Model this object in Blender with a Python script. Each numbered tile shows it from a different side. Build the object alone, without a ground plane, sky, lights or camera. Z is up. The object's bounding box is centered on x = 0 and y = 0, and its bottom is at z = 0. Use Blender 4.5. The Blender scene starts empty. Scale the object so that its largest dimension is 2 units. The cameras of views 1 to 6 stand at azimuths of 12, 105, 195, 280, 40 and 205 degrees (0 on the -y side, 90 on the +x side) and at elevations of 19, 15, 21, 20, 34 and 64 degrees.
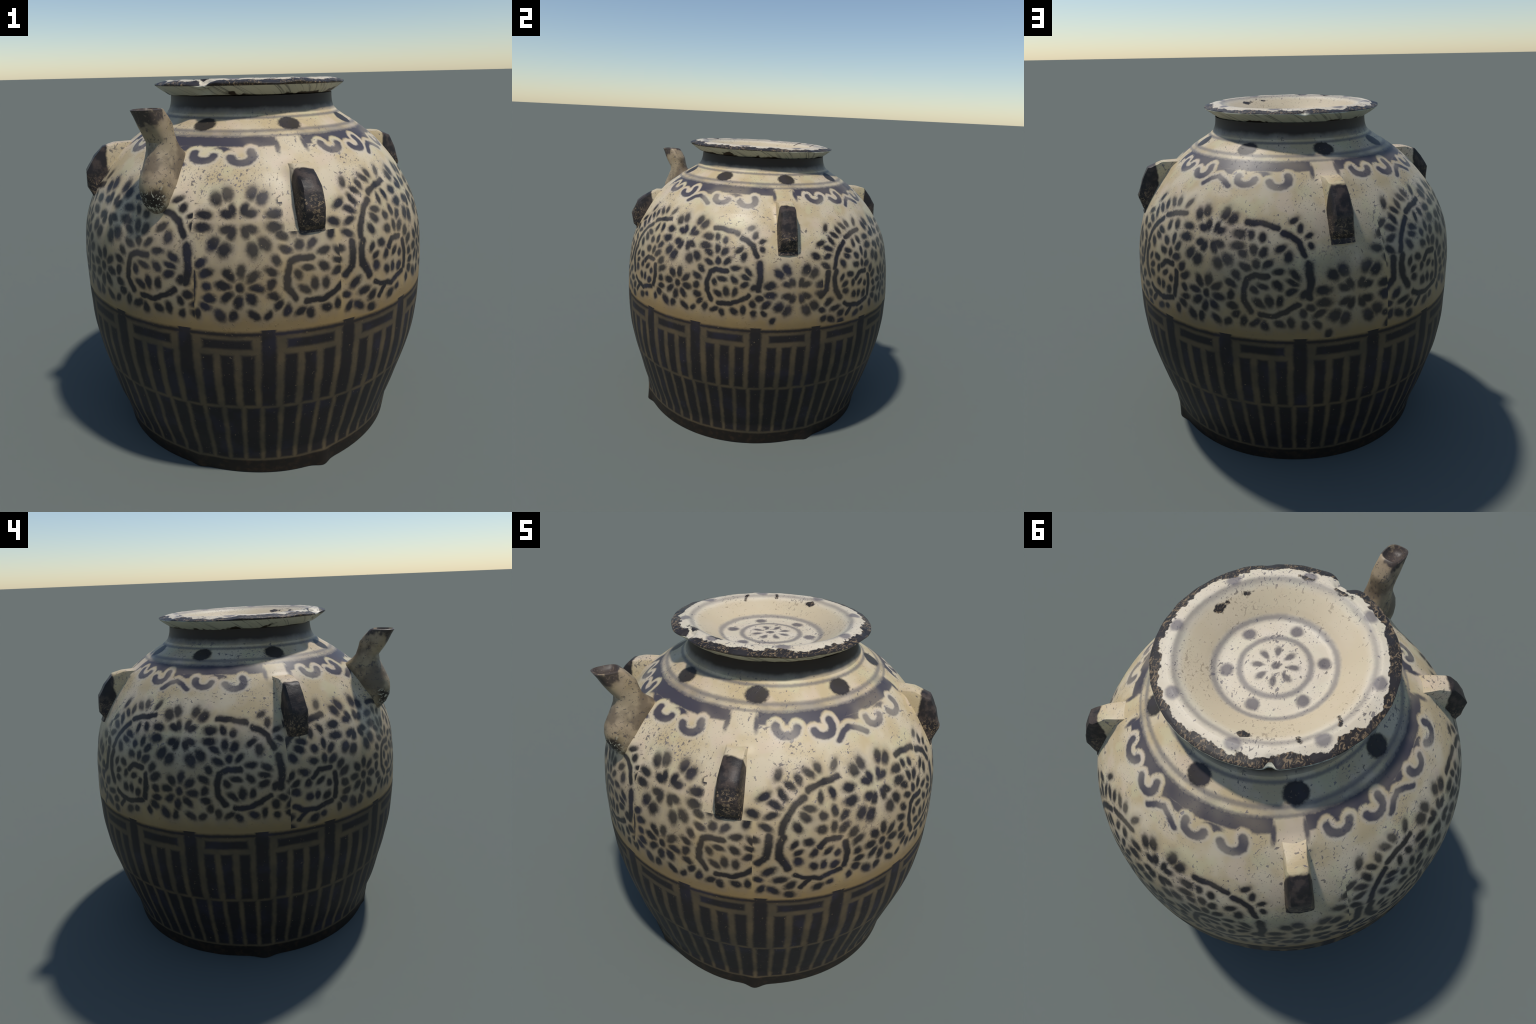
# Glazed stoneware storage jar: wheel-thrown body, neck, dished cover, four lugs, one spout,
# painted all over in iron-blue brushwork.  Metres, z up, axis of the jar on x = y = 0.
import bpy, math
import numpy as np
from mathutils import Vector, noise

TAU = math.tau

# ------------------------------------------------------------------ profile of the thrown body
PROFILE = [(0.000, .840), (.05, .847), (.10, .855), (.15, .864), (.20, .880), (.25, .896), (.30, .910),
           (.40, .935), (.55, .9716), (.70, .9933), (.85, .9985), (1.0, .9957), (1.15, .9836), (1.30, .9533),
           (1.42, .9026), (1.52, .837), (1.60, .7707), (1.66, .7121), (1.71, .6505), (1.755, .584), (1.790, .525),
           (1.812, .492), (1.832, .470), (1.86, .4565), (1.89, .4505), (1.914, .4485)]
PZ = np.array([p[0] for p in PROFILE])
PR = np.array([p[1] for p in PROFILE])
_h = np.diff(PZ)
_d = np.diff(PR) / _h
_m = np.concatenate([[_d[0]], (_d[:-1] * _h[1:] + _d[1:] * _h[:-1]) / (_h[1:] + _h[:-1]), [_d[-1]]])


def radius(z):
    """smooth (Hermite) radius of the body at height z"""
    z = np.clip(np.asarray(z, float), 0, PZ[-1])
    i = np.clip(np.searchsorted(PZ, z, side="right") - 1, 0, len(_h) - 1)
    t = (z - PZ[i]) / _h[i]
    return ((2 * t**3 - 3 * t**2 + 1) * PR[i] + (t**3 - 2 * t**2 + t) * _h[i] * _m[i]
            + (-2 * t**3 + 3 * t**2) * PR[i + 1] + (t**3 - t**2) * _h[i] * _m[i + 1])


def around(a, centre, width):
    d = (a - centre + math.pi) % TAU - math.pi
    return np.exp(-(d / width) ** 2)


def foot_wobble(a, z):
    """the foot ring is out of round, with three pinched corners of clay at the very bottom"""
    low = np.clip(1 - z / .16, 0, 1)
    rad = math.radians
    r = -.017 * around(a, rad(95), .75) + .010 * around(a, rad(-62), .30) + .004 * np.sin(5 * a + 1.3) * .5
    r = r * np.clip(1 - z / .30, 0, 1)
    r = r + low**1.3 * (.026 * around(a, rad(-54), .055) + .024 * around(a, rad(42), .06) + .026 * around(a, rad(-164), .07)
                        + .012 * around(a, rad(-100), .05))
    return r


# the wall is a little out of true: shift and squash of the turned section at a few heights
OUT_OF_TRUE_Z = (0.0, .25, .55, .90, 1.20, 1.45, 1.65, 1.91)
LEAN_X = (.0026, -.0048, -.0013, .0010, -.0026, -.0029, .0042, .0072)
LEAN_Y = (-.0060, -.0071, -.0019, -.0023, -.0060, -.0042, -.0021, -.0023)
OVAL_A = (-.0020, -.0003, .0018, -.0018, .0016, -.0031, -.0040, .0030)
OVAL_B = (-.0001, .0019, -.0016, -.0014, .0008, .0059, .0012, .0007)

# lugs: bearing in degrees, height of the shelf of clay that ties them to the shoulder
LUG_BEARINGS = ((-61.5, 1.612), (26.7, 1.648), (119.5, 1.662), (-150.6, 1.660))
SPOUT_BEARING = -106.4


def step(x, lo, hi):
    t = np.clip((x - lo) / (hi - lo), 0, 1)
    return t * t * (3 - 2 * t)


def wobble(a, z):
    """slow unevenness of the wall, and clay smeared out of it to carry the lugs and the spout"""
    lx, ly, oa, ob = (np.interp(z, OUT_OF_TRUE_Z, t) for t in (LEAN_X, LEAN_Y, OVAL_A, OVAL_B))
    r = lx * np.cos(a) + ly * np.sin(a) + oa * np.cos(2 * a) + ob * np.sin(2 * a)
    r = r + .0006 * np.sin(33 * z + a) * np.clip((1.8 - z) / .2, 0, 1)
    for deg, top in LUG_BEARINGS:
        side = .052 + .022 * step(z, top - .06, top + .02)
        shelf = .046 * step(z, top + .036, top - .014) * step(z, top - .17, top - .05)
        r = r + shelf * around(a, math.radians(deg), side)
    r = r + .052 * step(z, 1.735, 1.64) * step(z, 1.40, 1.52) * around(a, math.radians(SPOUT_BEARING), .128)
    return r


# ------------------------------------------------------------------ mesh helpers
def make_mesh(name, verts, faces, smooth=True):
    me = bpy.data.meshes.new(name)
    me.from_pydata([tuple(v) for v in verts], [], faces)
    me.update()
    me.polygons.foreach_set("use_smooth", [smooth] * len(me.polygons))
    return me


def add_object(name, me, parent=None):
    ob = bpy.data.objects.new(name, me)
    bpy.context.scene.collection.objects.link(ob)
    if parent is not None:
        ob.parent = parent
    return ob


def revolve_grid(rows, n):
    """rows: list of arrays (n,3); returns faces of the closed-in-angle grid"""
    faces = []
    for i in range(len(rows) - 1):
        for j in range(n):
            k = (j + 1) % n
            faces.append((i * n + j, i * n + k, (i + 1) * n + k, (i + 1) * n + j))
    return faces


SEG = 480
ANG = np.arange(SEG) * TAU / SEG


def body_row(z):
    r = radius(z) + wobble(ANG, z) + foot_wobble(ANG, z)
    return np.stack([r * np.cos(ANG), r * np.sin(ANG), np.full(SEG, z)], -1)


# ------------------------------------------------------------------ shader arithmetic
class Sock:
    """a value in a node tree that can be used in ordinary arithmetic"""
    tree = None

    def __init__(self, s):
        self.s = s

    @staticmethod
    def op(kind, *args, clamp=False):
        n = Sock.tree.nodes.new("ShaderNodeMath")
        n.operation, n.use_clamp = kind, clamp
        for i, a in enumerate(args):
            if isinstance(a, Sock):
                Sock.tree.links.new(a.s, n.inputs[i])
            else:
                n.inputs[i].default_value = a
        return Sock(n.outputs[0])

    def __add__(self, o): return Sock.op("ADD", self, o)
    __radd__ = __add__
    def __sub__(self, o): return Sock.op("SUBTRACT", self, o)
    def __rsub__(self, o): return Sock.op("SUBTRACT", o, self)
    def __mul__(self, o): return Sock.op("MULTIPLY", self, o)
    __rmul__ = __mul__
    def __truediv__(self, o): return Sock.op("DIVIDE", self, o)
    def gt(self, o): return Sock.op("GREATER_THAN", self, o)
    def lt(self, o): return Sock.op("LESS_THAN", self, o)
    def min(self, o): return Sock.op("MINIMUM", self, o)
    def max(self, o): return Sock.op("MAXIMUM", self, o)
    def abs(self): return Sock.op("ABSOLUTE", self)
    def mod(self, o): return Sock.op("FLOORED_MODULO", self, o)

    def ramp(self, a, b, lo=0.0, hi=1.0, smooth=True):
        n = Sock.tree.nodes.new("ShaderNodeMapRange")
        n.interpolation_type = "SMOOTHSTEP" if smooth else "LINEAR"
        n.clamp = True
        Sock.tree.links.new(self.s, n.inputs[0])
        for i, v in zip((1, 2, 3, 4), (a, b, lo, hi)):
            n.inputs[i].default_value = v
        return Sock(n.outputs[0])


def fold(items, how):
    items = list(items)
    while len(items) > 1:
        items = [how(items[i], items[i + 1]) if i + 1 < len(items) else items[i] for i in range(0, len(items), 2)]
    return items[0]


def union(*ds):
    return fold(ds, lambda a, b: a.min(b))


class Union:
    def __init__(self):
        self.d = None

    def append(self, d):
        self.d = d if self.d is None else self.d.min(d)


def both(*ds):
    return fold(ds, lambda a, b: a.max(b))


def combine(x, y, z=0.0):
    n = Sock.tree.nodes.new("ShaderNodeCombineXYZ")
    for i, a in enumerate((x, y, z)):
        if isinstance(a, Sock):
            Sock.tree.links.new(a.s, n.inputs[i])
        else:
            n.inputs[i].default_value = a
    return Sock(n.outputs[0])


def separate(v):
    n = Sock.tree.nodes.new("ShaderNodeSeparateXYZ")
    Sock.tree.links.new(v.s, n.inputs[0])
    return [Sock(o) for o in n.outputs]


def vmath(kind, a, b=None, c=None, scale=None):
    n = Sock.tree.nodes.new("ShaderNodeVectorMath")
    n.operation = kind
    for i, x in enumerate((a, b, c)):
        if isinstance(x, Sock):
            Sock.tree.links.new(x.s, n.inputs[i])
        elif x is not None:
            n.inputs[i].default_value = x
    if scale is not None:
        n.inputs["Scale"].default_value = scale
    return n


def length(v):
    return Sock(vmath("LENGTH", v).outputs["Value"])


def object_coords():
    n = Sock.tree.nodes.new("ShaderNodeTexCoord")
    return Sock(n.outputs["Object"])


def noise_tex(v, scale, detail=2.0, rough=.5, distortion=0.0, colour=False):
    n = Sock.tree.nodes.new("ShaderNodeTexNoise")
    Sock.tree.links.new(v.s, n.inputs["Vector"])
    n.inputs["Scale"].default_value = scale
    n.inputs["Detail"].default_value = detail
    n.inputs["Roughness"].default_value = rough
    n.inputs["Distortion"].default_value = distortion
    return Sock(n.outputs["Color" if colour else "Fac"])


def mix_colour(f, a, b, blend="MIX"):
    n = Sock.tree.nodes.new("ShaderNodeMix")
    n.data_type, n.blend_type = "RGBA", blend
    for key, val in (("Factor", f), ("A", a), ("B", b)):
        sock = [i for i in n.inputs if i.name == key and i.type == ("VALUE" if key == "Factor" else "RGBA")][0]
        if isinstance(val, Sock):
            Sock.tree.links.new(val.s, sock)
        else:
            sock.default_value = (*val, 1) if key != "Factor" else val
    return Sock([o for o in n.outputs if o.type == "RGBA"][0])


# signed distances of single brush marks, in centimetres on the unrolled wall
def local(p, x, y, angle, ax=1.0, ay=1.0):
    """coordinates along and across a mark (plain vector math only: it keeps the shader compact)"""
    t = math.radians(angle)
    q = Sock(vmath("SUBTRACT", p, (x, y, 0)).outputs[0])
    along = vmath("DOT_PRODUCT", q, (math.cos(t) / ax, math.sin(t) / ax, 0))
    across = vmath("DOT_PRODUCT", q, (-math.sin(t) / ay, math.cos(t) / ay, 0))
    return Sock(along.outputs["Value"]), Sock(across.outputs["Value"])


def ellipse(p, x, y, angle, long, wide):
    """elliptical distance from the middle of a leaf-shaped dab: 1 on its outline (few nodes: two dots and a distance)"""
    t, a, b = math.radians(angle), long / 2, wide / 2
    ax, ay = (math.cos(t) / a, math.sin(t) / a), (-math.sin(t) / b, math.cos(t) / b)
    along = vmath("DOT_PRODUCT", p, (*ax, 0))
    across = vmath("DOT_PRODUCT", p, (*ay, 0))
    here = combine(Sock(along.outputs["Value"]), Sock(across.outputs["Value"]))
    return Sock(vmath("DISTANCE", here, (ax[0] * x + ax[1] * y, ay[0] * x + ay[1] * y, 0)).outputs["Value"])


def dab(p, x, y, angle, long, wide):
    """the same as a distance in centimetres, negative inside"""
    k = min(long, wide) / 2
    return Sock.op("MULTIPLY_ADD", ellipse(p, x, y, angle, long, wide), k, -k)


def stroke_reach(p, points):
    """distance from the line of a brush stroke through the given points"""
    out = Union()
    for (x0, y0), (x1, y1) in zip(points, points[1:]):
        half = math.hypot(x1 - x0, y1 - y0) / 2
        u, v = local(p, (x0 + x1) / 2, (y0 + y1) / 2, math.degrees(math.atan2(y1 - y0, x1 - x0)))
        out.append(length(combine((u.abs() - half).max(0.0), v)))
    return out.d


def stroke(p, points, wide):
    return stroke_reach(p, points) - wide / 2


# ------------------------------------------------------------------ colours (linear base colours)
CREAM = (.52, .405, .235)
CREAM_WHITE = (.60, .50, .345)
CREAM_PINK = (.60, .47, .34)
CREAM_GREEN = (.56, .50, .30)
PORCELAIN = (.71, .64, .52)
OCHRE = (.28, .188, .080)
STRAW = (.30, .228, .130)
TAN = (.100, .073, .042)
INK = (.019, .016, .016)
INK_BLUE = (.024, .021, .029)
INK_PALE = (.13, .12, .12)
SPECK = (.15, .135, .145)
CLAY = (.030, .022, .016)
CLAY_TAN = (.22, .155, .09)
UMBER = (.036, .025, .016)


def new_material(name):
    m = bpy.data.materials.new(name)
    m.use_nodes = True
    m.node_tree.nodes.clear()
    Sock.tree = m.node_tree
    return m


def finish(colour, rough=.42, bump=None, strength=.15, spec=.28):
    t = Sock.tree
    out = t.nodes.new("ShaderNodeOutputMaterial")
    b = t.nodes.new("ShaderNodeBsdfPrincipled")
    t.links.new(b.outputs[0], out.inputs[0])
    t.links.new(colour.s, b.inputs["Base Color"])
    if isinstance(rough, Sock):
        t.links.new(rough.s, b.inputs["Roughness"])
    else:
        b.inputs["Roughness"].default_value = rough
    b.inputs["Specular IOR Level"].default_value = spec
    if bump is not None:
        bn = t.nodes.new("ShaderNodeBump")
        bn.inputs["Strength"].default_value = strength
        bn.inputs["Distance"].default_value = .004
        t.links.new(bump.s, bn.inputs["Height"])
        t.links.new(bn.outputs[0], b.inputs["Normal"])


def glaze(p, white=0.0, speckle=1.0):
    """cream glaze: drifting warm and cool patches, and clusters of grey pits and flecks"""
    tone = noise_tex(p, 5.5, 3, .55)
    hue = noise_tex(vmath_offset(p, (3.1, 7.7, 1.3)), 7.5, 2, .5)
    c = mix_colour(tone.ramp(.38, .66), CREAM, CREAM_WHITE)
    c = mix_colour(hue.ramp(.54, .70) * .65, c, CREAM_PINK)
    c = mix_colour(hue.ramp(.46, .32) * .55, c, CREAM_GREEN)
    if white:
        c = mix_colour(white, c, PORCELAIN)
    where = noise_tex(vmath_offset(p, (9.2, 1.4, 5.5)), 4.2, 3, .6)
    fine = noise_tex(stretched(p), 72, 1.0, .5, .6)
    fleck = (fine + (where - .5) * .42).ramp(.665, .72) * speckle
    c = mix_colour(fleck * .78, c, mix_colour(hue.ramp(.4, .6), SPECK, (.10, .085, .080)))
    fine2 = noise_tex(vmath_offset(p, (2.7, 8.8, 3.9)), 120, 1, .5, .4)
    c = mix_colour((fine2 + (where - .5) * .4).ramp(.665, .73) * .55 * speckle, c, SPECK)
    return c, fleck, where


def stretched(p):
    n = Sock.tree.nodes.new("ShaderNodeMapping")
    Sock.tree.links.new(p.s, n.inputs["Vector"])
    n.inputs["Rotation"].default_value = (.4, .3, .7)
    n.inputs["Scale"].default_value = (1.0, .62, .85)
    return Sock(n.outputs[0])


def vmath_offset(p, off):
    return Sock(vmath("ADD", p, off).outputs[0])


def ink_colour(p):
    """brushed iron-cobalt ink: thick and nearly black, bluish where thin, with rusty and pale pits"""
    a = noise_tex(vmath_offset(p, (4.4, 2.2, 6.1)), 6.0, 3, .6)
    c = mix_colour(a.ramp(.48, .70), INK, INK_BLUE)
    pit = noise_tex(vmath_offset(p, (1.4, 6.2, 0.1)), 70, 2, .6)
    return mix_colour(pit.ramp(.69, .74) * .55, c, CLAY_TAN)


def wall_angle(p):
    """angle round the jar in radians, cut behind the spout-side lug (from -155.4 degrees up)"""
    x, y, z = separate(p)
    a = Sock.op("ARCTAN2", y, x)
    a = a + a.lt(math.radians(-155.4)) * TAU
    return a, x, y, z


# ------------------------------------------------------------------ 1. scroll-and-flower band
LUG = math.radians(-61.5)            # the lug at the right of the spout; u is measured from it

# dabs: (along the wall, up the wall, slant, length, width) in cm, for one quarter of the band
SCROLL_OUTSIDE = [(23.5, 66.9, 61, 6.8, 3.5), (29.5, 61.9, 154, 6.8, 2.6), (34.4, 64.6, 110, 5.6, 3.4), (40.1, 67.2, 147, 7.5, 3.3),
                  (45.6, 68.9, 118, 5.9, 3.6), (55.1, 69.3, 57, 6.4, 3.3), (16.7, 57.0, 27, 7.8, 3.1), (26.0, 57.9, 126, 6.9, 3.3),
                  (21.9, 53.7, 161, 8.0, 3.5), (11.8, 49.2, 157, 6.8, 3.8), (20.4, 48.4, 15, 7.3, 2.9), (18.3, 42.9, 148, 7.2, 3.2)]
SCROLL_INSIDE = [(39.0, 50.8, 169, 6.8, 3.0), (37.0, 47.3, 156, 6.6, 3.2), (45.3, 55.3, 83, 5.6, 2.8), (51.6, 56.7, 114, 5.8, 3.0),
                 (51.8, 48.7, 85, 5.7, 2.9), (45.8, 46.6, 133, 4.8, 3.5), (50.9, 40.7, 88, 5.4, 2.9), (44.5, 40.6, 171, 5.9, 3.6),
                 (33.0, 42.9, 129, 6.2, 4.0), (56.4, 45.5, 39, 6.0, 3.7), (56.1, 39.5, 34, 6.3, 4.2), (61.0, 35.6, 52, 6.0, 4.0),
                 (63.3, 31.1, 26, 6.9, 3.7)]
CURL_LEAVES = [(31.3, 33.9, 58, 5.4, 2.9), (38.2, 34.9, 169, 5.8, 3.4), (33.3, 29.4, 29, 5.6, 2.6), (33.5, 25.0, 170, 5.0, 4.0),
               (40.7, 29.2, 67, 4.9, 3.1), (47.4, 29.0, 34, 5.6, 2.6), (40.9, 21.5, 80, 4.5, 4.2), (45.6, 21.7, 90, 4.8, 3.1),
               (50.9, 20.2, 56, 5.3, 3.5), (52.7, 27.0, 90, 3.4, 2.8), (63.5, 24.9, 147, 5.0, 3.7), (64.3, 19.8, 10, 6.0, 3.5),
               (62.4, 15.6, 155, 5.6, 3.7), (58.9, 11.9, 91, 5.1, 2.6)]
CURL_FRINGE = [(20.1, 19.6, 34, 7.4, 3.9), (15.1, 14.9, 154, 4.7, 3.3), (25.1, 14.7, 13, 8.2, 3.5), (29.9, 11.0, 37, 5.7, 3.9),
               (43.4, 8.7, 29, 6.3, 3.8), (16.4, 8.8, 62, 5.2, 3.0), (22.1, 8.0, 149, 7.3, 4.0), (30.0, 5.3, 164, 5.0, 4.0),
               (49.2, 10.2, 17, 3.6, 2.8)]
STEM_LEAVES = [(12.4, 37.2, 157, 6.0, 2.9), (10.5, 32.4, 171, 5.6, 2.8), (10.1, 27.5, 28, 5.0, 3.3)]
UNDER_DAISY = [(69.1, 11.8, 131, 7.1, 4.5), (75.2, 11.7, 76, 5.7, 3.4), (84.0, 11.7, 139, 6.8, 3.2), (90.2, 11.6, 52, 4.8, 2.9)]
COIL_OUTSIDE = [(91.7, 31.9, 158, 6.4, 3.5), (91.8, 26.1, 65, 5.4, 3.6), (92.7, 20.7, 160, 5.7, 3.6), (94.7, 16.5, 47, 5.0, 3.3),
                (98.6, 13.4, 86, 5.8, 3.2), (94.4, 36.9, 130, 5.1, 3.6), (99.0, 41.3, 158, 6.3, 3.0), (104.8, 42.9, 100, 4.5, 3.7),
                (104.5, 12.7, 36, 6.2, 2.9), (109.0, 11.4, 113, 5.3, 3.4), (110.7, 42.9, 44, 5.9, 3.1), (116.7, 12.6, 148, 5.4, 3.4),
                (122.1, 13.5, 92, 5.8, 3.1), (128.7, 11.6, 88, 4.3, 3.0), (97.2, 47.5, 150, 6.1, 3.3)]
COIL_INSIDE = [(108.4, 32.1, 167, 6.2, 2.7), (103.8, 29.6, 118, 4.5, 3.1), (111.4, 24.5, 102, 6.1, 3.5), (116.6, 24.7, 78, 5.7, 3.2),
               (106.6, 22.9, 146, 6.9, 3.2), (115.9, 32.5, 136, 5.6, 3.3), (116.4, 39.4, 10, 6.4, 2.8), (124.4, 37.7, 141, 6.8, 3.0),
               (122.9, 33.9, 161, 6.1, 2.5), (122.4, 29.4, 25, 5.8, 3.5)]
ARCH_LEAVES = [(124.2, 64.9, 26, 5.3, 2.7), (127.5, 60.6, 68, 4.8, 3.3), (132.2, 56.7, 18, 4.9, 2.3), (132.8, 51.7, 135, 3.8, 2.6),
               (101.5, 57.5, 109, 4.8, 3.2), (107.3, 55.9, 107, 4.4, 3.6), (102.9, 50.0, 97, 6.0, 3.6), (108.2, 48.8, 52, 5.9, 4.0),
               (117.5, 50.8, 32, 6.4, 3.1), (121.1, 46.6, 80, 6.0, 4.0)]
STALK_LEAVES = [(128.5, 27.9, 48, 5.2, 3.4), (131.7, 21.1, 175, 5.2, 3.5), (128.1, 17.9, 106, 5.2, 3.4), (135.9, 17.5, 36, 7.0, 3.3),
                (135.0, 12.0, 135, 4.6, 2.8), (140.2, 7.0, 62, 4.3, 2.9), (168.3, 47.2, 157, 6.8, 3.8), (171.6, 12.9, 154, 4.7, 3.3),
                (173.2, 55.0, 27, 7.8, 3.1), (172.9, 6.8, 62, 5.2, 3.0), (174.8, 40.9, 148, 7.2, 3.2)]
STROKES = [  # (width, points)
    # big scroll, its stem and the small curl inside it
    (3.0, [(38.6, 59.4), (47.2, 61.9), (56.0, 63.7)]), (3.4, [(36.4, 56.4), (31.9, 53.4), (28.2, 48.9), (25.0, 41.1)]),
    (3.9, [(19.9, 38.6), (19.2, 33.0), (18.4, 27.7), (14.4, 24.3)]), (3.8, [(26.0, 38.6), (24.4, 34.4), (24.9, 27.7), (28.7, 21.4)]),
    (3.0, [(43.4, 31.8), (46.8, 34.9), (53.6, 34.8)]), (3.3, [(56.7, 31.4), (57.1, 25.1), (56.0, 18.4)]),
    (3.0, [(32.5, 17.3), (36.7, 15.0), (44.4, 14.0), (54.1, 16.5)]), (2.6, [(34.9, 9.2), (38.6, 13.7)]),
    # coil of the second scroll, its stalk and the arch above it
    (3.1, [(110.8, 36.9), (104.4, 37.3), (100.4, 35.2), (98.7, 29.3), (99.1, 23.8), (102.4, 18.6)]),
    (2.9, [(107.2, 17.1), (114.5, 17.0), (120.5, 19.6), (125.3, 22.8)]), (4.0, [(130.9, 43.0), (132.0, 35.5), (131.0, 26.8)]),
    (3.3, [(98.0, 63.3), (106.5, 63.0), (115.0, 61.0)]), (3.4, [(118.2, 58.4), (122.3, 57.0), (126.3, 53.8), (129.0, 47.4)]),
    # the next stem, where one quarter runs into the following one
    (3.9, [(176.4, 36.6), (175.7, 31.0), (174.9, 25.7), (170.9, 22.3)])]
# daisy: eight petals round a dot
DAISY = [(78.1 + 7.4 * math.cos(math.radians(45 * k - 6)), 25.0 + 7.2 * math.sin(math.radians(45 * k - 6)), 45 * k - 6, 6.6, 3.7)
         for k in range(8)] + [(78.1, 25.0, 0, 3.9, 4.4)]
ROSETTES = ((77.8, 54.3), (154.9, 26.6))
U_CELLS = (-1e4, 18.0, 46.0, 74.0, 102.0, 132.0, 1e4)     # the band is inked cell by cell to keep each shader small
S_CELLS = (-1e4, 36.0, 1e4)


def band_marks(p, cell=None):
    """the painted marks of one cell of the band (or of the whole quarter), as a distance field in cm"""
    (u0, u1), (s0, s1) = cell or ((-1e4, 1e4), (-1e4, 1e4))

    def near(x, y, reach):
        return u0 - reach < x < u1 + reach and s0 - reach < y < s1 + reach

    ds = Union()      # each mark is merged as soon as it is made, so that few values are alive at once
    for group in (SCROLL_OUTSIDE, SCROLL_INSIDE, CURL_LEAVES, CURL_FRINGE, STEM_LEAVES, DAISY, UNDER_DAISY, COIL_OUTSIDE,
                  COIL_INSIDE, ARCH_LEAVES, STALK_LEAVES):
        for x, y, angle, long, wide in group:
            if near(x, y, long / 2 + 4.0):
                ds.append(ellipse(p, x, y, angle, long + .7, wide + .9))
    for wide, points in STROKES:
        for q0, q1 in zip(points, points[1:]):
            if near((q0[0] + q1[0]) / 2, (q0[1] + q1[1]) / 2, math.dist(q0, q1) / 2 + wide / 2 + 3.5):
                ds.append(stroke_reach(p, [q0, q1]) * (2 / (wide + .3)))
    # large rosettes: six cleft petals outside, four heart-shaped ones inside (mirror-symmetric, so fold the plane)
    for cx, cy in ROSETTES:
        if near(cx, cy, 25.0):
            u, s, _ = separate(p)
            r = combine((u - cx).abs(), (s - cy).abs())
            ds.append(ellipse(r, 16.6, 2.95, 3, 8.8, 5.2))
            ds.append(ellipse(r, 6.3, 12.7, 62, 7.9, 6.3))
            ds.append(ellipse(r, 11.5, 10.3, 47, 7.9, 6.3))
            ds.append(ellipse(r, 3.0, 5.2, 72, 6.8, 4.4))
            ds.append(ellipse(r, 5.8, 3.6, 12, 7.2, 4.5))
    if ds.d is None:
        ds.append(ellipse(p, -500, 0, 0, 1, 1))
    return (ds.d - 1.0) * 1.75


def band_place(a, z):
    """which cell of the quarter-pattern a point of the wall belongs to, or None close to a change of quarter"""
    u, h = (a - LUG) * 97.0, z - .9
    s = ((((h * .3306 - .0437) * h - .0186) * h + 1.0038) * h) * 100.0
    flower = 47 < s < 60.5
    coil = -56.3 if flower else -54.4 if s < 36 else -51.0
    own = 6.0 if s > 46 else 12.2
    cuts = [(coil, 112.0, 2.0), (own, 0.0, 0.0), (172.5, -156.5, 2.0), (329.5, -315.0, 0.0)]
    hide = -13.0 if flower else -15.0
    shift, lift = 189.0, 2.5
    edges = [abs(u - c[0]) for c in cuts] + [abs(u - hide) if s > 45 else 99]
    steps = [abs(s - t) for t in (36, 47, 60.5) if -59 < u < -48] + [abs(s - t) for t in (46, 47, 60.5) if -17 < u < 15]
    if min(edges) < 2.5 or u < -156.5 or u > 448 or min(steps + [9]) < 2:
        return None
    for at, sh, li in cuts:
        if u > at:
            shift, lift = sh, li
    uu, ss = u + shift - (1000.0 if s > 47 and hide < u < own else 0.0), s + lift
    return (max(i for i in range(6) if uu >= U_CELLS[i]), 0 if ss < S_CELLS[1] else 1)


def ink_mix(c, p, mask, halo=None):
    ink = ink_colour(p)
    if halo is not None:
        c = mix_colour(halo, c, mix_colour(.5, c, (.13, .11, .11)))
    return mix_colour(mask, c, ink)


def stain(c, p, z):
    """ash-yellow staining that gathers down the wall, in drifts, and turns rusty at the foot of the band"""
    n = noise_tex(vmath_offset(p, (6.0, 6.0, 2.0)), 4.5, 3, .55)
    m = (z + (n - .5) * .45).ramp(1.56, 1.12)
    c = mix_colour(m * .85, c, mix_colour(n.ramp(.40, .62), STRAW, OCHRE))
    rust = (z + (n - .5) * .22).ramp(1.06, .92)
    return mix_colour(rust * .75, c, (.20, .125, .045))


def hand_wobble(p, amount, scale):
    n = noise_tex(p, scale, 2, .5, 0, colour=True)
    d = vmath("SUBTRACT", n, (.5, .5, .5))
    return separate(Sock(vmath("SCALE", Sock(d.outputs[0]), scale=amount).outputs[0]))


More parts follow.
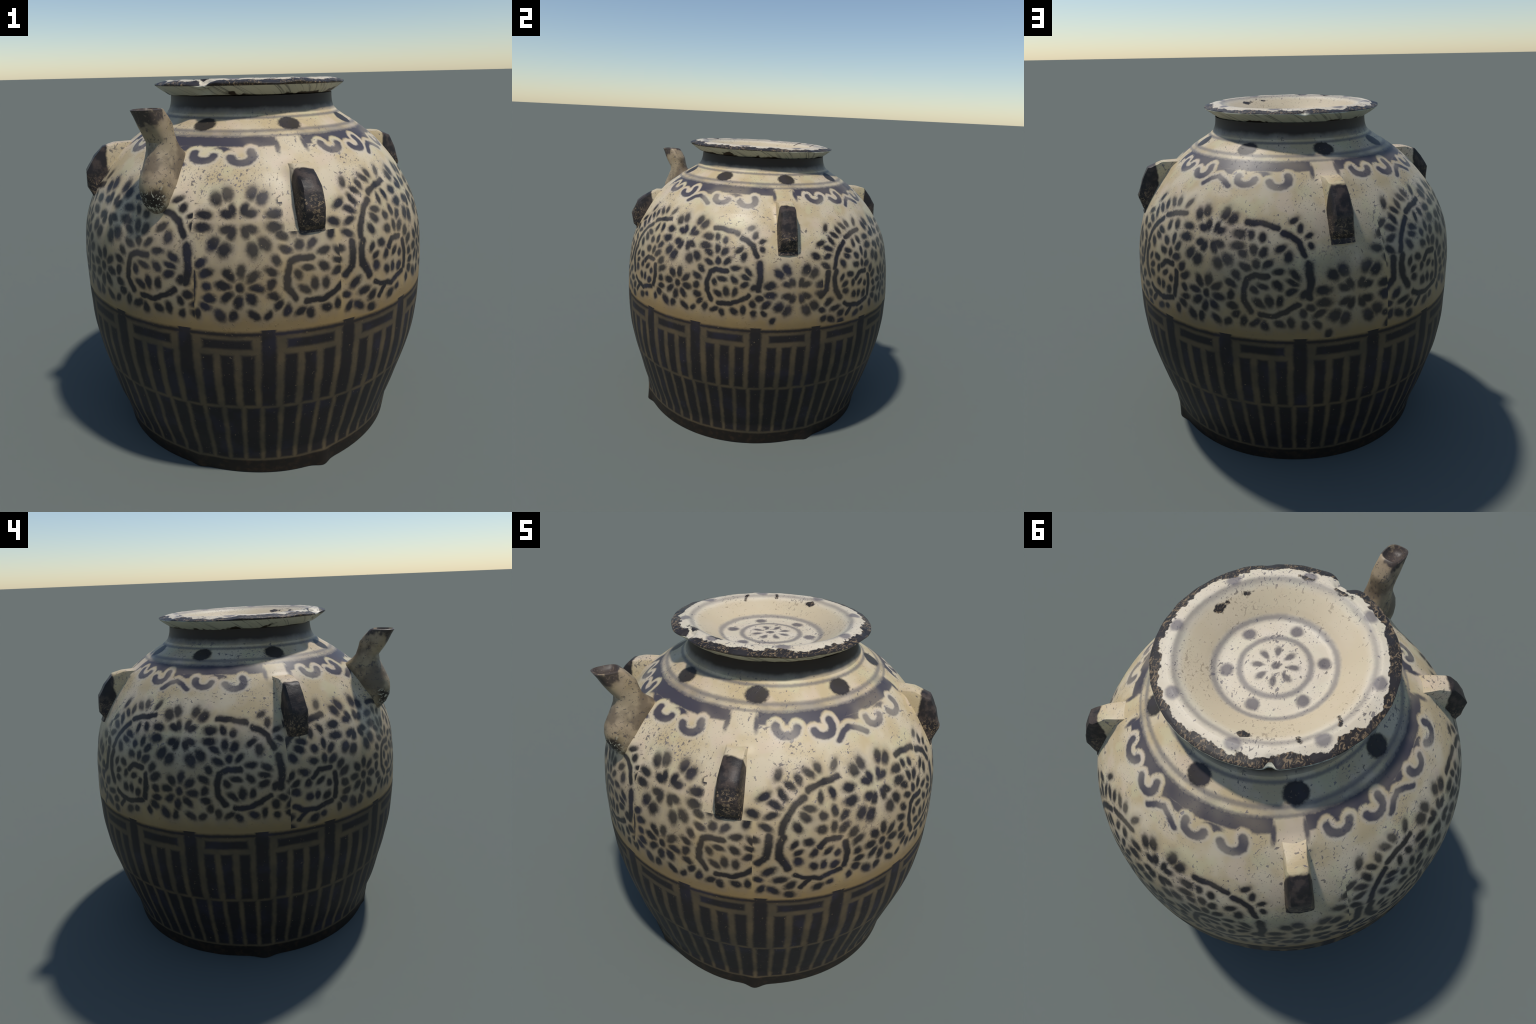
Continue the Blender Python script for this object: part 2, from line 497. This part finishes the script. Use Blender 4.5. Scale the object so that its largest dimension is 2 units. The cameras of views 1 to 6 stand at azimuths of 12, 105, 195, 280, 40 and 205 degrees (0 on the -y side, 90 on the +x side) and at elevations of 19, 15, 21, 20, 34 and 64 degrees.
def material_band(cell=None):
    m = new_material("painted_flower_band")
    p = object_coords()
    a, x, y, z = wall_angle(p)
    wx, wy, _ = hand_wobble(p, 2.6, 14)
    u = (a - LUG) * 97.0
    h = z - .9
    s = ((((h * .3306 - .0437) * h - .0186) * h + 1.0038) * h) * 100.0   # length of wall above z = 0.9
    # the same quarter is painted again and again round the jar, shifted and sometimes cut short
    flower = s.gt(47.0) * s.lt(60.5)
    coil = u + 51.0 + flower * 5.3 + s.lt(36.0) * 3.4
    own = u - 12.2 + s.gt(46.0) * 6.2
    hide = u + 15.0 - flower * 2.0
    e_coil, e_a, e_b, e_c = coil.gt(0.0), own.gt(0.0), u.gt(172.5), u.gt(329.5)
    hidden = s.gt(47.0) * hide.gt(0.0) * (1.0 - e_a)
    shift = 189.0 - e_coil * 77.0 - e_a * 112.0 - e_b * 156.5 - e_c * 158.5
    lift = 2.5 - e_coil * .5 - e_a * 2.0 + e_b * 2.0 - e_c * 2.0
    q = combine(u + shift + wx - hidden * 1000.0, s + lift + wy)
    d = band_marks(q, cell)
    edge = noise_tex(p, 60, 2, .6) - .5
    d = d + edge * .8
    c, fleck, where = glaze(p)
    c = stain(c, p, z)
    # ink: soft bled edge; thinner and greyer near the shoulder
    load = noise_tex(vmath_offset(p, (0.3, 5.1, 8.2)), 3.2, 2, .5)
    thick = load.ramp(.30, .50, .90, 1.0) * (z + (load - .5) * .5).ramp(1.60, 1.46, .80, 1.0)
    mask = d.ramp(.80, -.80) * thick
    # (no halo where two quarters of the pattern meet)
    meet = union(coil.abs(), own.abs(), hide.abs(), (u - 172.5).abs(), (u - 329.5).abs())
    halo = d.ramp(2.4, .4) * meet.ramp(.0, 3.0) * .45
    # ring at the foot of the band
    ring = (z - .915 + wy * .0012).ramp(.012, -.006)
    c = ink_mix(c, p, mask.max(ring), halo)
    finish(c, .40, fleck, .25)
    return m


# ------------------------------------------------------------------ 2. striped panels below
def material_panels():
    m = new_material("painted_striped_panels")
    p = object_coords()
    a, x, y, z = wall_angle(p)
    wx, wy, wz = hand_wobble(p, 1.0, 9)
    fx, fy, _ = hand_wobble(p, .55, 55)
    deg = (a - LUG) * (180 / math.pi) + wx + fx
    zc = z * 100.0 + wy + fy                             # cm
    half = 1.65                                          # cm per degree of wall
    cell = (deg - 9.6 + 3.0).mod(22.5) - 3.0             # each panel starts with a broad upright
    bar = (cell - 3.15).mod(5.5) - 2.75
    low = (cell - .9 + 2.81).mod(5.62) - 2.81
    upright = both((cell.abs() - 2.05) * half, zc - 93.0, 49.2 - zc)
    lintel = both(((cell - 11.4).abs() - 6.6) * half, (zc - 85.2).abs() - 2.35)
    strips = both((bar.abs() - 1.70) * half, cell.lt(3.3) * 50.0 - 1.0, (zc - 64.6).abs() - 14.9)
    lower = both((low.abs() - 2.05) * half, (zc - 28.9).abs() - 18.8)
    belt = (zc - 90.4).abs() - 1.15
    d = union(upright, lintel, strips, lower, belt)
    c, fleck, where = glaze(p)
    c = stain(c, p, z)
    warm = noise_tex(vmath_offset(p, (2.0, 4.0, 9.0)), 6.0, 3, .6)
    ground = mix_colour(warm.ramp(.35, .65), TAN, (.062, .050, .034))
    c = mix_colour(z.ramp(.905, .885) * .90, c, ground)
    mask = d.ramp(1.1, -.95) * .97
    c = ink_mix(c, p, mask)
    # bare clay ring at the foot
    rim = (zc - 8.6 + warm * 1.5 - .75).ramp(.8, -.8)
    clay = mix_colour(noise_tex(p, 26, 3, .6).ramp(.45, .75), (.017, .013, .010), (.040, .024, .014))
    c = mix_colour(rim, c, clay)
    finish(c, .55, fleck, .2, spec=.2)
    return m


# ------------------------------------------------------------------ 3. shoulder: rings, spots, scalloped collar
def material_shoulder():
    m = new_material("painted_collar")
    p = object_coords()
    a, x, y, z = wall_angle(p)
    wx, wy, _ = hand_wobble(p, 1.3, 16)
    fine = noise_tex(p, 60, 2, .6) - .5
    turn = (a - LUG + TAU).mod(math.pi / 2)              # one quarter, from lug to lug
    u = turn * 70.0 + wx                                 # cm
    s = (z - 1.60) * 156.0 + wy
    q = combine(u, s)
    k = .7 * math.radians(1) * 100                       # cm per degree

    def pts(*tz):
        return [(t * k, (zz - 1.60) * 156.0) for t, zz in tz]

    def hook(t, zz, rt, rz, a0, a1, wide):
        sweep = [math.radians(a0 + (a1 - a0) * i / 7) for i in range(8)]
        return stroke(q, pts(*[(t + rt * math.cos(w), zz + rz * math.sin(w)) for w in sweep]), wide)

    hooks = union(hook(17.4, 1.695, 4.3, .031, 178, 352, 3.9), hook(31.8, 1.685, 4.0, .031, 200, 390, 4.0),
                  stroke(q, pts((36.6, 1.629), (39.6, 1.655), (42.6, 1.667), (46.4, 1.652), (49.4, 1.631)), 3.0),
                  hook(56.0, 1.671, 3.9, .029, 172, 345, 3.9), hook(70.0, 1.665, 4.1, .031, 195, 390, 4.0))
    # collar: from ring to a scalloped lower edge that steps back round each hook
    collar = both(union(q_above(s, 1.698, 156.0), dab_field(q, pts, k)), s - (1.737 - 1.60) * 156.0,
                  2.6 - hooks, 6.0 * k - u, u - 84.0 * k)
    spike = union(dab(q, 5.8 * k, (1.702 - 1.6) * 156, 90, 8.5, 2.6), dab(q, 84.0 * k, (1.698 - 1.6) * 156, 90, 9.0, 2.6))
    ring_low = (z - 1.7385).abs() * 156.0 - .55
    ring_mid = (z - 1.7605).abs() * 156.0 - .75
    ring_top = (z - 1.8130).abs() * 156.0 - .75
    spot = (a - LUG + TAU + math.radians(18.5)).mod(math.pi / 4) - math.radians(22.5)
    spots = length(combine(spot * (54.0 / 5.9), (z - 1.786) * (145.0 / 3.9))) - 1.0
    spots = spots * 4.6 + fine * 1.6
    c, fleck, where = glaze(p)
    load = noise_tex(vmath_offset(p, (0.3, 5.1, 8.2)), 4.0, 2, .5)
    pale = load.ramp(.36, .62, .62, .96)
    e = fine * .9
    thin = ((ring_low + e).ramp(.7, -.5) * .62).max((ring_mid + e).ramp(.9, -.6) * .66).max((ring_top + e).ramp(.8, -.6) * .74)
    wash = (z - 1.7385).ramp(-.004, .004) * (z - 1.7605).ramp(.004, -.004) * load.ramp(.42, .66) * .55
    solid = (hooks + e).ramp(.75, -.6) * pale
    solid = solid.max((union(collar, spike) + e).ramp(.8, -.7) * load.ramp(.32, .62, .78, .97))
    halo = hooks.ramp(2.4, .4) * .30
    c = mix_colour(halo, c, (.50, .46, .42))
    c = mix_colour(wash, c, INK_PALE)
    c = mix_colour(thin, c, INK_PALE)
    c = mix_colour(solid, c, mix_colour(load.ramp(.35, .7), (.070, .062, .070), (.046, .042, .060)))
    c = mix_colour(spots.ramp(.7, -.8) * .96, c, ink_colour(p))
    finish(c, .46, fleck, .22)
    return m


def q_above(s, z, k):
    return (z - 1.60) * k - s


def dab_field(q, pts, k):
    """teeth of the collar that hang between the hooks"""
    return union(*[dab(q, t * k, (zz - 1.6) * 156.0, 0, w, 3.6) for t, zz, w in ((25.0, 1.700, 9.0), (41.0, 1.694, 13.0), (47.0, 1.692, 9.0), (62.5, 1.688, 8.5))])


# ------------------------------------------------------------------ 4. neck and cover
def material_neck():
    m = new_material("brown_topped_neck")
    p = object_coords()
    x, y, z = separate(p)
    c, fleck, where = glaze(p)
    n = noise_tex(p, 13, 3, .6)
    c = mix_colour((z + (n - .5) * .02).ramp(1.812, 1.848) * .85, c, (.11, .10, .09))  # neck turns grey, then dark brown, towards its top
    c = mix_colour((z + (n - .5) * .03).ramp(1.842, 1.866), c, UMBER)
    finish(c, .5, fleck, .2)
    return m


LID_AT = (.004, -.021)


def material_cover():
    m = new_material("worn_white_cover")
    p = object_coords()
    x, y, z = separate(p)
    r = length(combine(x, y)) * 100.0
    a = Sock.op("ARCTAN2", y, x)
    wx, wy, _ = hand_wobble(p, 1.6, 11)
    fine = noise_tex(p, 70, 2, .6) - .5
    rr = r + wx * .8
    c, fleck, where = glaze(p, white=.55)
    c = mix_colour(rr.ramp(26.5, 29.0) * rr.ramp(41.0, 37.0) * .55, c, CREAM)
    # brushed rings, spots and the little eight-petalled flower in the well
    e = fine * .9
    rings = (((rr - 26.6).abs() - .95 + e).ramp(1.3, -.7) * .62).max(((rr - 15.4).abs() - 1.0 + e).ramp(1.3, -.7) * .70)
    rings = rings.max(((rr - 42.0).abs() - .8 + e).ramp(1.6, -.8) * .50)
    sector = (a + math.radians(-56.0) + TAU).mod(TAU / 6) - TAU / 12
    spots = length(combine(sector * 21.0 + wx, r - 21.0 + wy)) - 3.2 + e
    petal = (a + math.radians(8.0) + TAU).mod(TAU / 8) - TAU / 16
    flower = length(combine((petal * 7.6 + wx * .4) / 1.35, (r - 7.6 + wy * .5) / 2.6)) * 1.35 - 1.35 + e
    flower = flower.min(r - 1.7 + e)
    spots_rim = (a + math.radians(20) + TAU).mod(TAU / 8) - TAU / 16
    rim_spots = length(combine(spots_rim * 45.0 + wx, (r - 45.0) * 1.2)) - 3.4 + e
    ink = mix_colour(where.ramp(.4, .6), (.085, .075, .085), (.14, .12, .12))
    c = mix_colour(rings, c, (.11, .10, .11))
    c = mix_colour(spots.ramp(1.0, -1.2) * .9, c, ink)
    c = mix_colour(flower.ramp(.8, -.6) * .9, c, (.10, .085, .085))
    c = mix_colour(rim_spots.ramp(1.2, -1.2) * .75, c, (.10, .09, .11))
    # bare, burnt edge where the glaze has flaked away, and a few flakes gone from the dish
    bite = noise_tex(p, 6.5, 4, .62)
    chew = noise_tex(vmath_offset(p, (5, 5, 5)), 22, 3, .6)
    worn = (r + (bite - .5) * 13.0 + (chew - .5) * 4.0 - 48.2).ramp(-.25, .35)
    flakes = union(*[dab(combine(x * 100, y * 100), *f) + (chew - .5) * 5.0 for f in
                     ((-3.8, 38.6, 8, 5.2, 3.4), (-23.6, 33.4, 150, 4.6, 2.0), (33.2, -15.5, 60, 7.0, 2.6), (25.5, -27.5, 35, 4.6, 2.2),
                      (-13.5, -42.0, 162, 10.0, 3.2), (2.0, -43.5, 5, 6.0, 2.6), (-36.0, 20.0, 112, 6.0, 2.6))])
    worn = worn.max(flakes.ramp(.3, -.3))
    grain = noise_tex(stretched(p), 58, 3, .65, 1.5)
    burnt = mix_colour(grain.ramp(.50, .64), (.024, .020, .018), CLAY_TAN)
    burnt = mix_colour(noise_tex(p, 9, 2).ramp(.50, .62), burnt, (.030, .026, .026))
    c = mix_colour(worn, c, burnt)
    # outer lip: thin rusty line; below it pale green-grey glaze with slanting runs
    under = (r - 52.6 - (z - 1.963) * 120.0).ramp(-1.0, 1.0) * z.lt(1.9655)
    streak = noise_tex(combine((a + z * 3.0) * 26.0, z * 8.0), 1.0, 3, .6)
    runs = mix_colour(streak.ramp(.52, .66) * .75, (.50, .48, .36), (.15, .15, .13))
    c = mix_colour(z.lt(1.9640) * (1.0 - (r - 43.0).lt(0.0)), c, runs)
    chip_dark = (noise_tex(p, 7, 3, .6) + (1.934 - z) * 7.0).ramp(.60, .66)
    c = mix_colour(chip_dark * z.lt(1.950) * r.gt(43.0), c, UMBER)
    finish(c, .45, fleck, .25)
    return m


# ------------------------------------------------------------------ 5. lugs and spout
def material_lug():
    """local x = out of the wall, y = across, z = up"""
    m = new_material("burnt_lug")
    p = object_coords()
    x, y, z = separate(p)
    info = Sock.tree.nodes.new("ShaderNodeObjectInfo")
    rnd = Sock(info.outputs["Random"])
    at = Sock(vmath("ADD", p, combine(rnd * 17.0, rnd * 5.0, rnd * 9.0)).outputs[0])
    c, fleck, where = glaze(at)
    n = noise_tex(at, 11, 3, .6)
    grain = noise_tex(stretched(at), 75, 3, .65, 1.4)
    dark = mix_colour(noise_tex(at, 20, 3, .6).ramp(.45, .65), (.022, .018, .017), (.060, .044, .036))
    mottled = mix_colour(grain.ramp(.52, .62), dark, CLAY_TAN)
    lowpart = (z + (n - .5) * .10).ramp(.02, -.06)
    dark = mix_colour(lowpart * .85, dark, mottled)
    # only the strap itself is bare; the clay smeared up and down the wall stays glazed
    out = (x + (n - .5) * .05)
    bare = out.ramp(-.050, -.036)
    c = mix_colour(bare, c, dark)
    finish(c, .48, grain, .3)
    return m


def material_spout():
    m = new_material("smoked_spout")
    p = object_coords()
    x, y, z = separate(p)
    c, fleck, where = glaze(p)
    n = noise_tex(p, 8.5, 3, .6)
    c = mix_colour(.70, c, (.24, .175, .10))
    c = mix_colour(n.ramp(.38, .60) * .75, c, (.115, .085, .058))
    dots = noise_tex(vmath_offset(stretched(p), (3, 1, 2)), 52, 2, .6, 1.0)
    c = mix_colour(dots.ramp(.60, .66) * .7, c, (.06, .052, .055))
    grain = noise_tex(stretched(p), 60, 3, .65, 1.4)
    # smoked patches on the lip and on the back of the neck
    smoke = (n + (z - 1.74) * 1.1).ramp(.60, .66)
    c = mix_colour(smoke * .88, c, mix_colour(grain.ramp(.55, .7), (.050, .038, .033), (.16, .115, .08)))
    # dark under the belly with flecks of cream left
    out = length(combine(x, y))
    under = (noise_tex(p, 10, 2, .5) * .12 - z + 1.50).ramp(.0, .03) * (out - .02).ramp(.885, .93)
    c = mix_colour(under, c, mix_colour(noise_tex(stretched(p), 40, 2, .6, 2.0).ramp(.54, .58), CLAY, (.46, .42, .31)))
    finish(c, .45, fleck, .25)
    return m


# ------------------------------------------------------------------ build
jar = bpy.data.objects.new("storage_jar", None)
bpy.context.scene.collection.objects.link(jar)
jar["label"] = "round stoneware jar, cream glaze, dark blue floral brushwork, spout and lugs"
jar["category"] = "ceramic jar"

mat_panels, mat_shoulder, mat_band = material_panels(), material_shoulder(), material_band()
band_cells = {(i, j): material_band((U_CELLS[i:i + 2], S_CELLS[j:j + 2])) for i in range(6) for j in range(2)}
mat_neck, mat_cover, mat_lug, mat_spout = material_neck(), material_cover(), material_lug(), material_spout()

NECK_Z = 1.828
SPLIT = (.925, 1.590)
zs = np.unique(np.concatenate([np.linspace(0, .3, 34), np.linspace(.3, 1.55, 100), np.linspace(1.55, NECK_Z, 40), SPLIT]).round(5))
zs_neck = np.linspace(NECK_Z, 1.914, 16)
all_rows = [body_row(z) for z in np.concatenate([zs, zs_neck[1:]])]


def grid_normals(rows):
    g = np.array(rows)
    du = np.roll(g, -1, 1) - np.roll(g, 1, 1)
    dv = np.empty_like(g)
    dv[1:-1], dv[0], dv[-1] = g[2:] - g[:-2], g[1] - g[0], g[-1] - g[-2]
    n = np.cross(du, dv)
    return n / np.linalg.norm(n, axis=-1, keepdims=True)


normals = grid_normals(all_rows)

# body: closed underneath by a slightly hollow base
nb = len(zs)
base_rows = [np.stack([.80 * np.cos(ANG), .80 * np.sin(ANG), np.full(SEG, .006)], -1), all_rows[0] * np.array([.985, .985, 1])]
verts = np.concatenate(base_rows + all_rows[:nb])
faces = revolve_grid(base_rows + all_rows[:nb], SEG)
faces.append(tuple(range(SEG))[::-1])
me = make_mesh("body", verts, faces)
for mat in (mat_panels, mat_shoulder, mat_band, *band_cells.values()):
    me.materials.append(mat)
slot = {key: 3 + i for i, key in enumerate(band_cells)}
for poly in me.polygons:
    c = poly.center
    if c.z < SPLIT[0]:
        poly.material_index = 0
    elif c.z > SPLIT[1]:
        poly.material_index = 1
    else:
        a = math.atan2(c.y, c.x)
        poly.material_index = slot.get(band_place(a + TAU * (a < math.radians(-155.4)), c.z), 2)
vn = np.concatenate([np.tile([0, 0, -1.0], (2 * SEG, 1)), normals[:nb].reshape(-1, 3)])
me.normals_split_custom_set_from_vertices([tuple(v) for v in vn])
body = add_object("body", me, jar)

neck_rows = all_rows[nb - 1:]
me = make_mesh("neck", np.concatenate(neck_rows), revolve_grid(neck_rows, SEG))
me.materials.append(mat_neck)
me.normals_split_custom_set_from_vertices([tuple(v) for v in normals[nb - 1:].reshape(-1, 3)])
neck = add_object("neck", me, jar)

# cover: one profile from under the lip, over the sharp edge, down into the dish
COVER = [(.436, 1.9135), (.449, 1.9145), (.470, 1.928), (.497, 1.946), (.517, 1.961), (.5245, 1.9675), (.5225, 1.9720), (.510, 1.9765),
         (.490, 1.9815), (.468, 1.9870), (.448, 1.9905), (.430, 1.9890), (.412, 1.9815), (.390, 1.9690), (.365, 1.9575),
         (.335, 1.9430), (.305, 1.9280), (.280, 1.9140), (.260, 1.9050), (.245, 1.9005), (.235, 1.8990), (.220, 1.8985),
         (.180, 1.8995), (.150, 1.9005), (.120, 1.9025), (.080, 1.9040), (.040, 1.9045)]
cr, cz = np.array(COVER).T
t_in = np.arange(len(cr))
t_out = np.linspace(0, len(cr) - 1, 4 * (len(cr) - 1) + 1)
cr, cz = np.interp(t_out, t_in, cr), np.interp(t_out, t_in, cz)


def cover_row(r, z):
    a = ANG
    zz = np.full(SEG, z) - .013 * r * np.sin(a) + .003 * r * np.cos(a)
    rr = np.full(SEG, r)
    lip = np.clip((r - .40) / .12, 0, 1)
    rag = np.array([noise.noise(Vector((3.2 * math.cos(t), 3.2 * math.sin(t), 4.0))) + .5 * noise.noise(Vector((9 * math.cos(t), 9 * math.sin(t), 7.0 + r * 6))) for t in a])
    zz += lip * .0065 * rag
    rr = rr + lip * .0045 * np.roll(rag, 17)
    # two chips out of the lip: a broad one beside the spout, a nick opposite
    for centre, width, deep, lo in ((-106, .085, .030, .442), (111, .035, .016, .465), (-64, .05, .006, .48)):
        hit = np.clip(1.25 * around(a, math.radians(centre), width), 0, 1) * np.clip((r - lo) / .05, 0, 1)
        rr = rr - deep * hit
        zz = zz - .5 * deep * hit * (z > 1.955)
    return np.stack([rr * np.cos(a), rr * np.sin(a), zz], -1)


rows = [cover_row(r, z) for r, z in zip(cr, cz)]
faces = revolve_grid(rows, SEG)
verts = np.concatenate(rows + [np.array([[0, 0, 1.9046]])])
last = (len(rows) - 1) * SEG
faces += [(last + j, last + (j + 1) % SEG, len(verts) - 1) for j in range(SEG)]
me = make_mesh("cover", verts, faces)
me.materials.append(mat_cover)
me.set_sharp_from_angle(angle=math.radians(38))
cover = add_object("cover", me, jar)
cover.location = (LID_AT[0], LID_AT[1], 0)

# lugs: a flat strap of clay pressed on the shoulder; profile is (distance from axis, height)
LUGS = [(-61.5, [(.790, 1.632), (.842, 1.608), (.888, 1.581), (.928, 1.549), (.966, 1.459), (.955, 1.385), (.925, 1.352)], 3.5),
        (26.7, [(.800, 1.672), (.876, 1.641), (.914, 1.572), (.951, 1.474), (.930, 1.405), (.900, 1.375)], 3.5),
        (119.5, [(.770, 1.680), (.824, 1.666), (.878, 1.606), (.922, 1.537), (.927, 1.440), (.895, 1.390)], 3.5),
        (-150.6, [(.780, 1.682), (.842, 1.665), (.888, 1.618), (.938, 1.538), (.940, 1.452), (.905, 1.385)], 3.5)]


def lug_mesh(profile, half, seed):
    """loft across the strap; every section stands on the wall with a flared foot on both sides"""
    pr = np.array(profile)
    rows = []
    steps = np.linspace(0, len(pr) - 1, 4 * (len(pr) - 1) + 1)
    for i, t in enumerate(steps):
        rho, z = np.interp(t, np.arange(len(pr)), pr[:, 0]), np.interp(t, np.arange(len(pr)), pr[:, 1])
        wall = float(radius(z))
        lift = max(rho - wall, .004)
        flare, skirt = 1.5, .016
        w = math.radians(half) * .90
        row = []
        for f, k in ((-1, 0), (-1, 1), (-1, 2), (-1, 3), (0, 4), (1, 3), (1, 2), (1, 1), (1, 0)):
            ang = f * {0: w * .9 + skirt * flare, 1: w + .010, 2: w, 3: w * .80, 4: 0}[k]
            rad = wall + {0: -.010, 1: lift * .42, 2: lift * .88, 3: lift, 4: lift + .003}[k]
            jit = noise.noise(Vector((ang * 40, z * 14, seed * 3.7))) * .0045 * (k > 0)
            row.append(((rad + jit) * math.cos(ang), (rad + jit) * math.sin(ang + jit * .4), z + jit))
        rows.append(row)
    n = 9
    verts = [v for row in rows for v in row]
    faces = [(i * n + j, i * n + j + 1, (i + 1) * n + j + 1, (i + 1) * n + j) for i in range(len(rows) - 1) for j in range(n - 1)]
    faces += [tuple(range(n))[::-1], tuple(range((len(rows) - 1) * n, len(rows) * n))]
    return verts, faces


for i, (deg, profile, half) in enumerate(LUGS):
    verts, faces = lug_mesh(profile, half, i + 1)
    mid = np.array([.865, 0, 1.535])
    me = make_mesh("lug", [np.array(v) - mid for v in verts], faces)
    me.materials.append(mat_lug)
    me.set_sharp_from_angle(angle=math.radians(35))
    ob = add_object("lug", me, jar)
    t = math.radians(deg)
    ob.location = (mid[0] * math.cos(t), mid[0] * math.sin(t), mid[2])
    ob.rotation_euler = (0, 0, t)

# spout: horizontal sections (height, back, front, half width, squareness), leaning out from the shoulder
SPOUT = [(1.410, .84, .905, .030, 2.0), (1.438, .84, .932, .052, 2.0), (1.47, .83, .956, .068, 2.0), (1.513, .80, .973, .076, 2.1), (1.555, .77, .975, .078, 2.2),
         (1.596, .74, .968, .076, 2.2), (1.64, .70, .945, .072, 2.2), (1.675, .70, .925, .069, 2.3), (1.705, .738, .910, .064, 2.4),
         (1.74, .768, .903, .061, 2.6), (1.775, .780, .925, .059, 2.8), (1.814, .790, .948, .060, 3.0), (1.85, .820, .966, .058, 3.2),
         (1.880, .850, .984, .056, 3.4)]
SP_AT = math.radians(SPOUT_BEARING)
NS = 28


def spout_row(z, back, front, hw, sq, shrink=1.0):
    c, hd = (back + front) / 2, (front - back) / 2
    row = []
    for k in range(NS):
        t = k * TAU / NS
        ct, st = math.cos(t), math.sin(t)
        x = c + shrink * hd * math.copysign(abs(ct) ** (2 / sq), ct)
        y = shrink * hw * math.copysign(abs(st) ** (2 / sq), st)
        j = noise.noise(Vector((x * 9, y * 9, z * 9))) * .006
        x, y = x + j, y + j * .6
        row.append((x * math.cos(SP_AT) - y * math.sin(SP_AT), x * math.sin(SP_AT) + y * math.cos(SP_AT), z))
    return row


sp = np.array(SPOUT)
ts = np.linspace(0, len(sp) - 1, 3 * (len(sp) - 1) + 1)
rows = [spout_row(*[np.interp(t, np.arange(len(sp)), sp[:, c]) for c in range(5)]) for t in ts]
# a shallow hollow mouth
tip = sp[-1]
rows.append(spout_row(tip[0] + .004, tip[1], tip[2], tip[3], tip[4], .86))
rows.append(spout_row(tip[0] - .010, tip[1], tip[2], tip[3], tip[4], .70))
rows.append(spout_row(tip[0] - .022, tip[1], tip[2], tip[3], tip[4], .40))
faces = revolve_grid(rows, NS)
faces += [tuple(range(NS))[::-1], tuple(range((len(rows) - 1) * NS, len(rows) * NS))]
me = make_mesh("spout", [v for r in rows for v in r], faces)
me.materials.append(mat_spout)
me.set_sharp_from_angle(angle=math.radians(40))
spout = add_object("spout", me, jar)
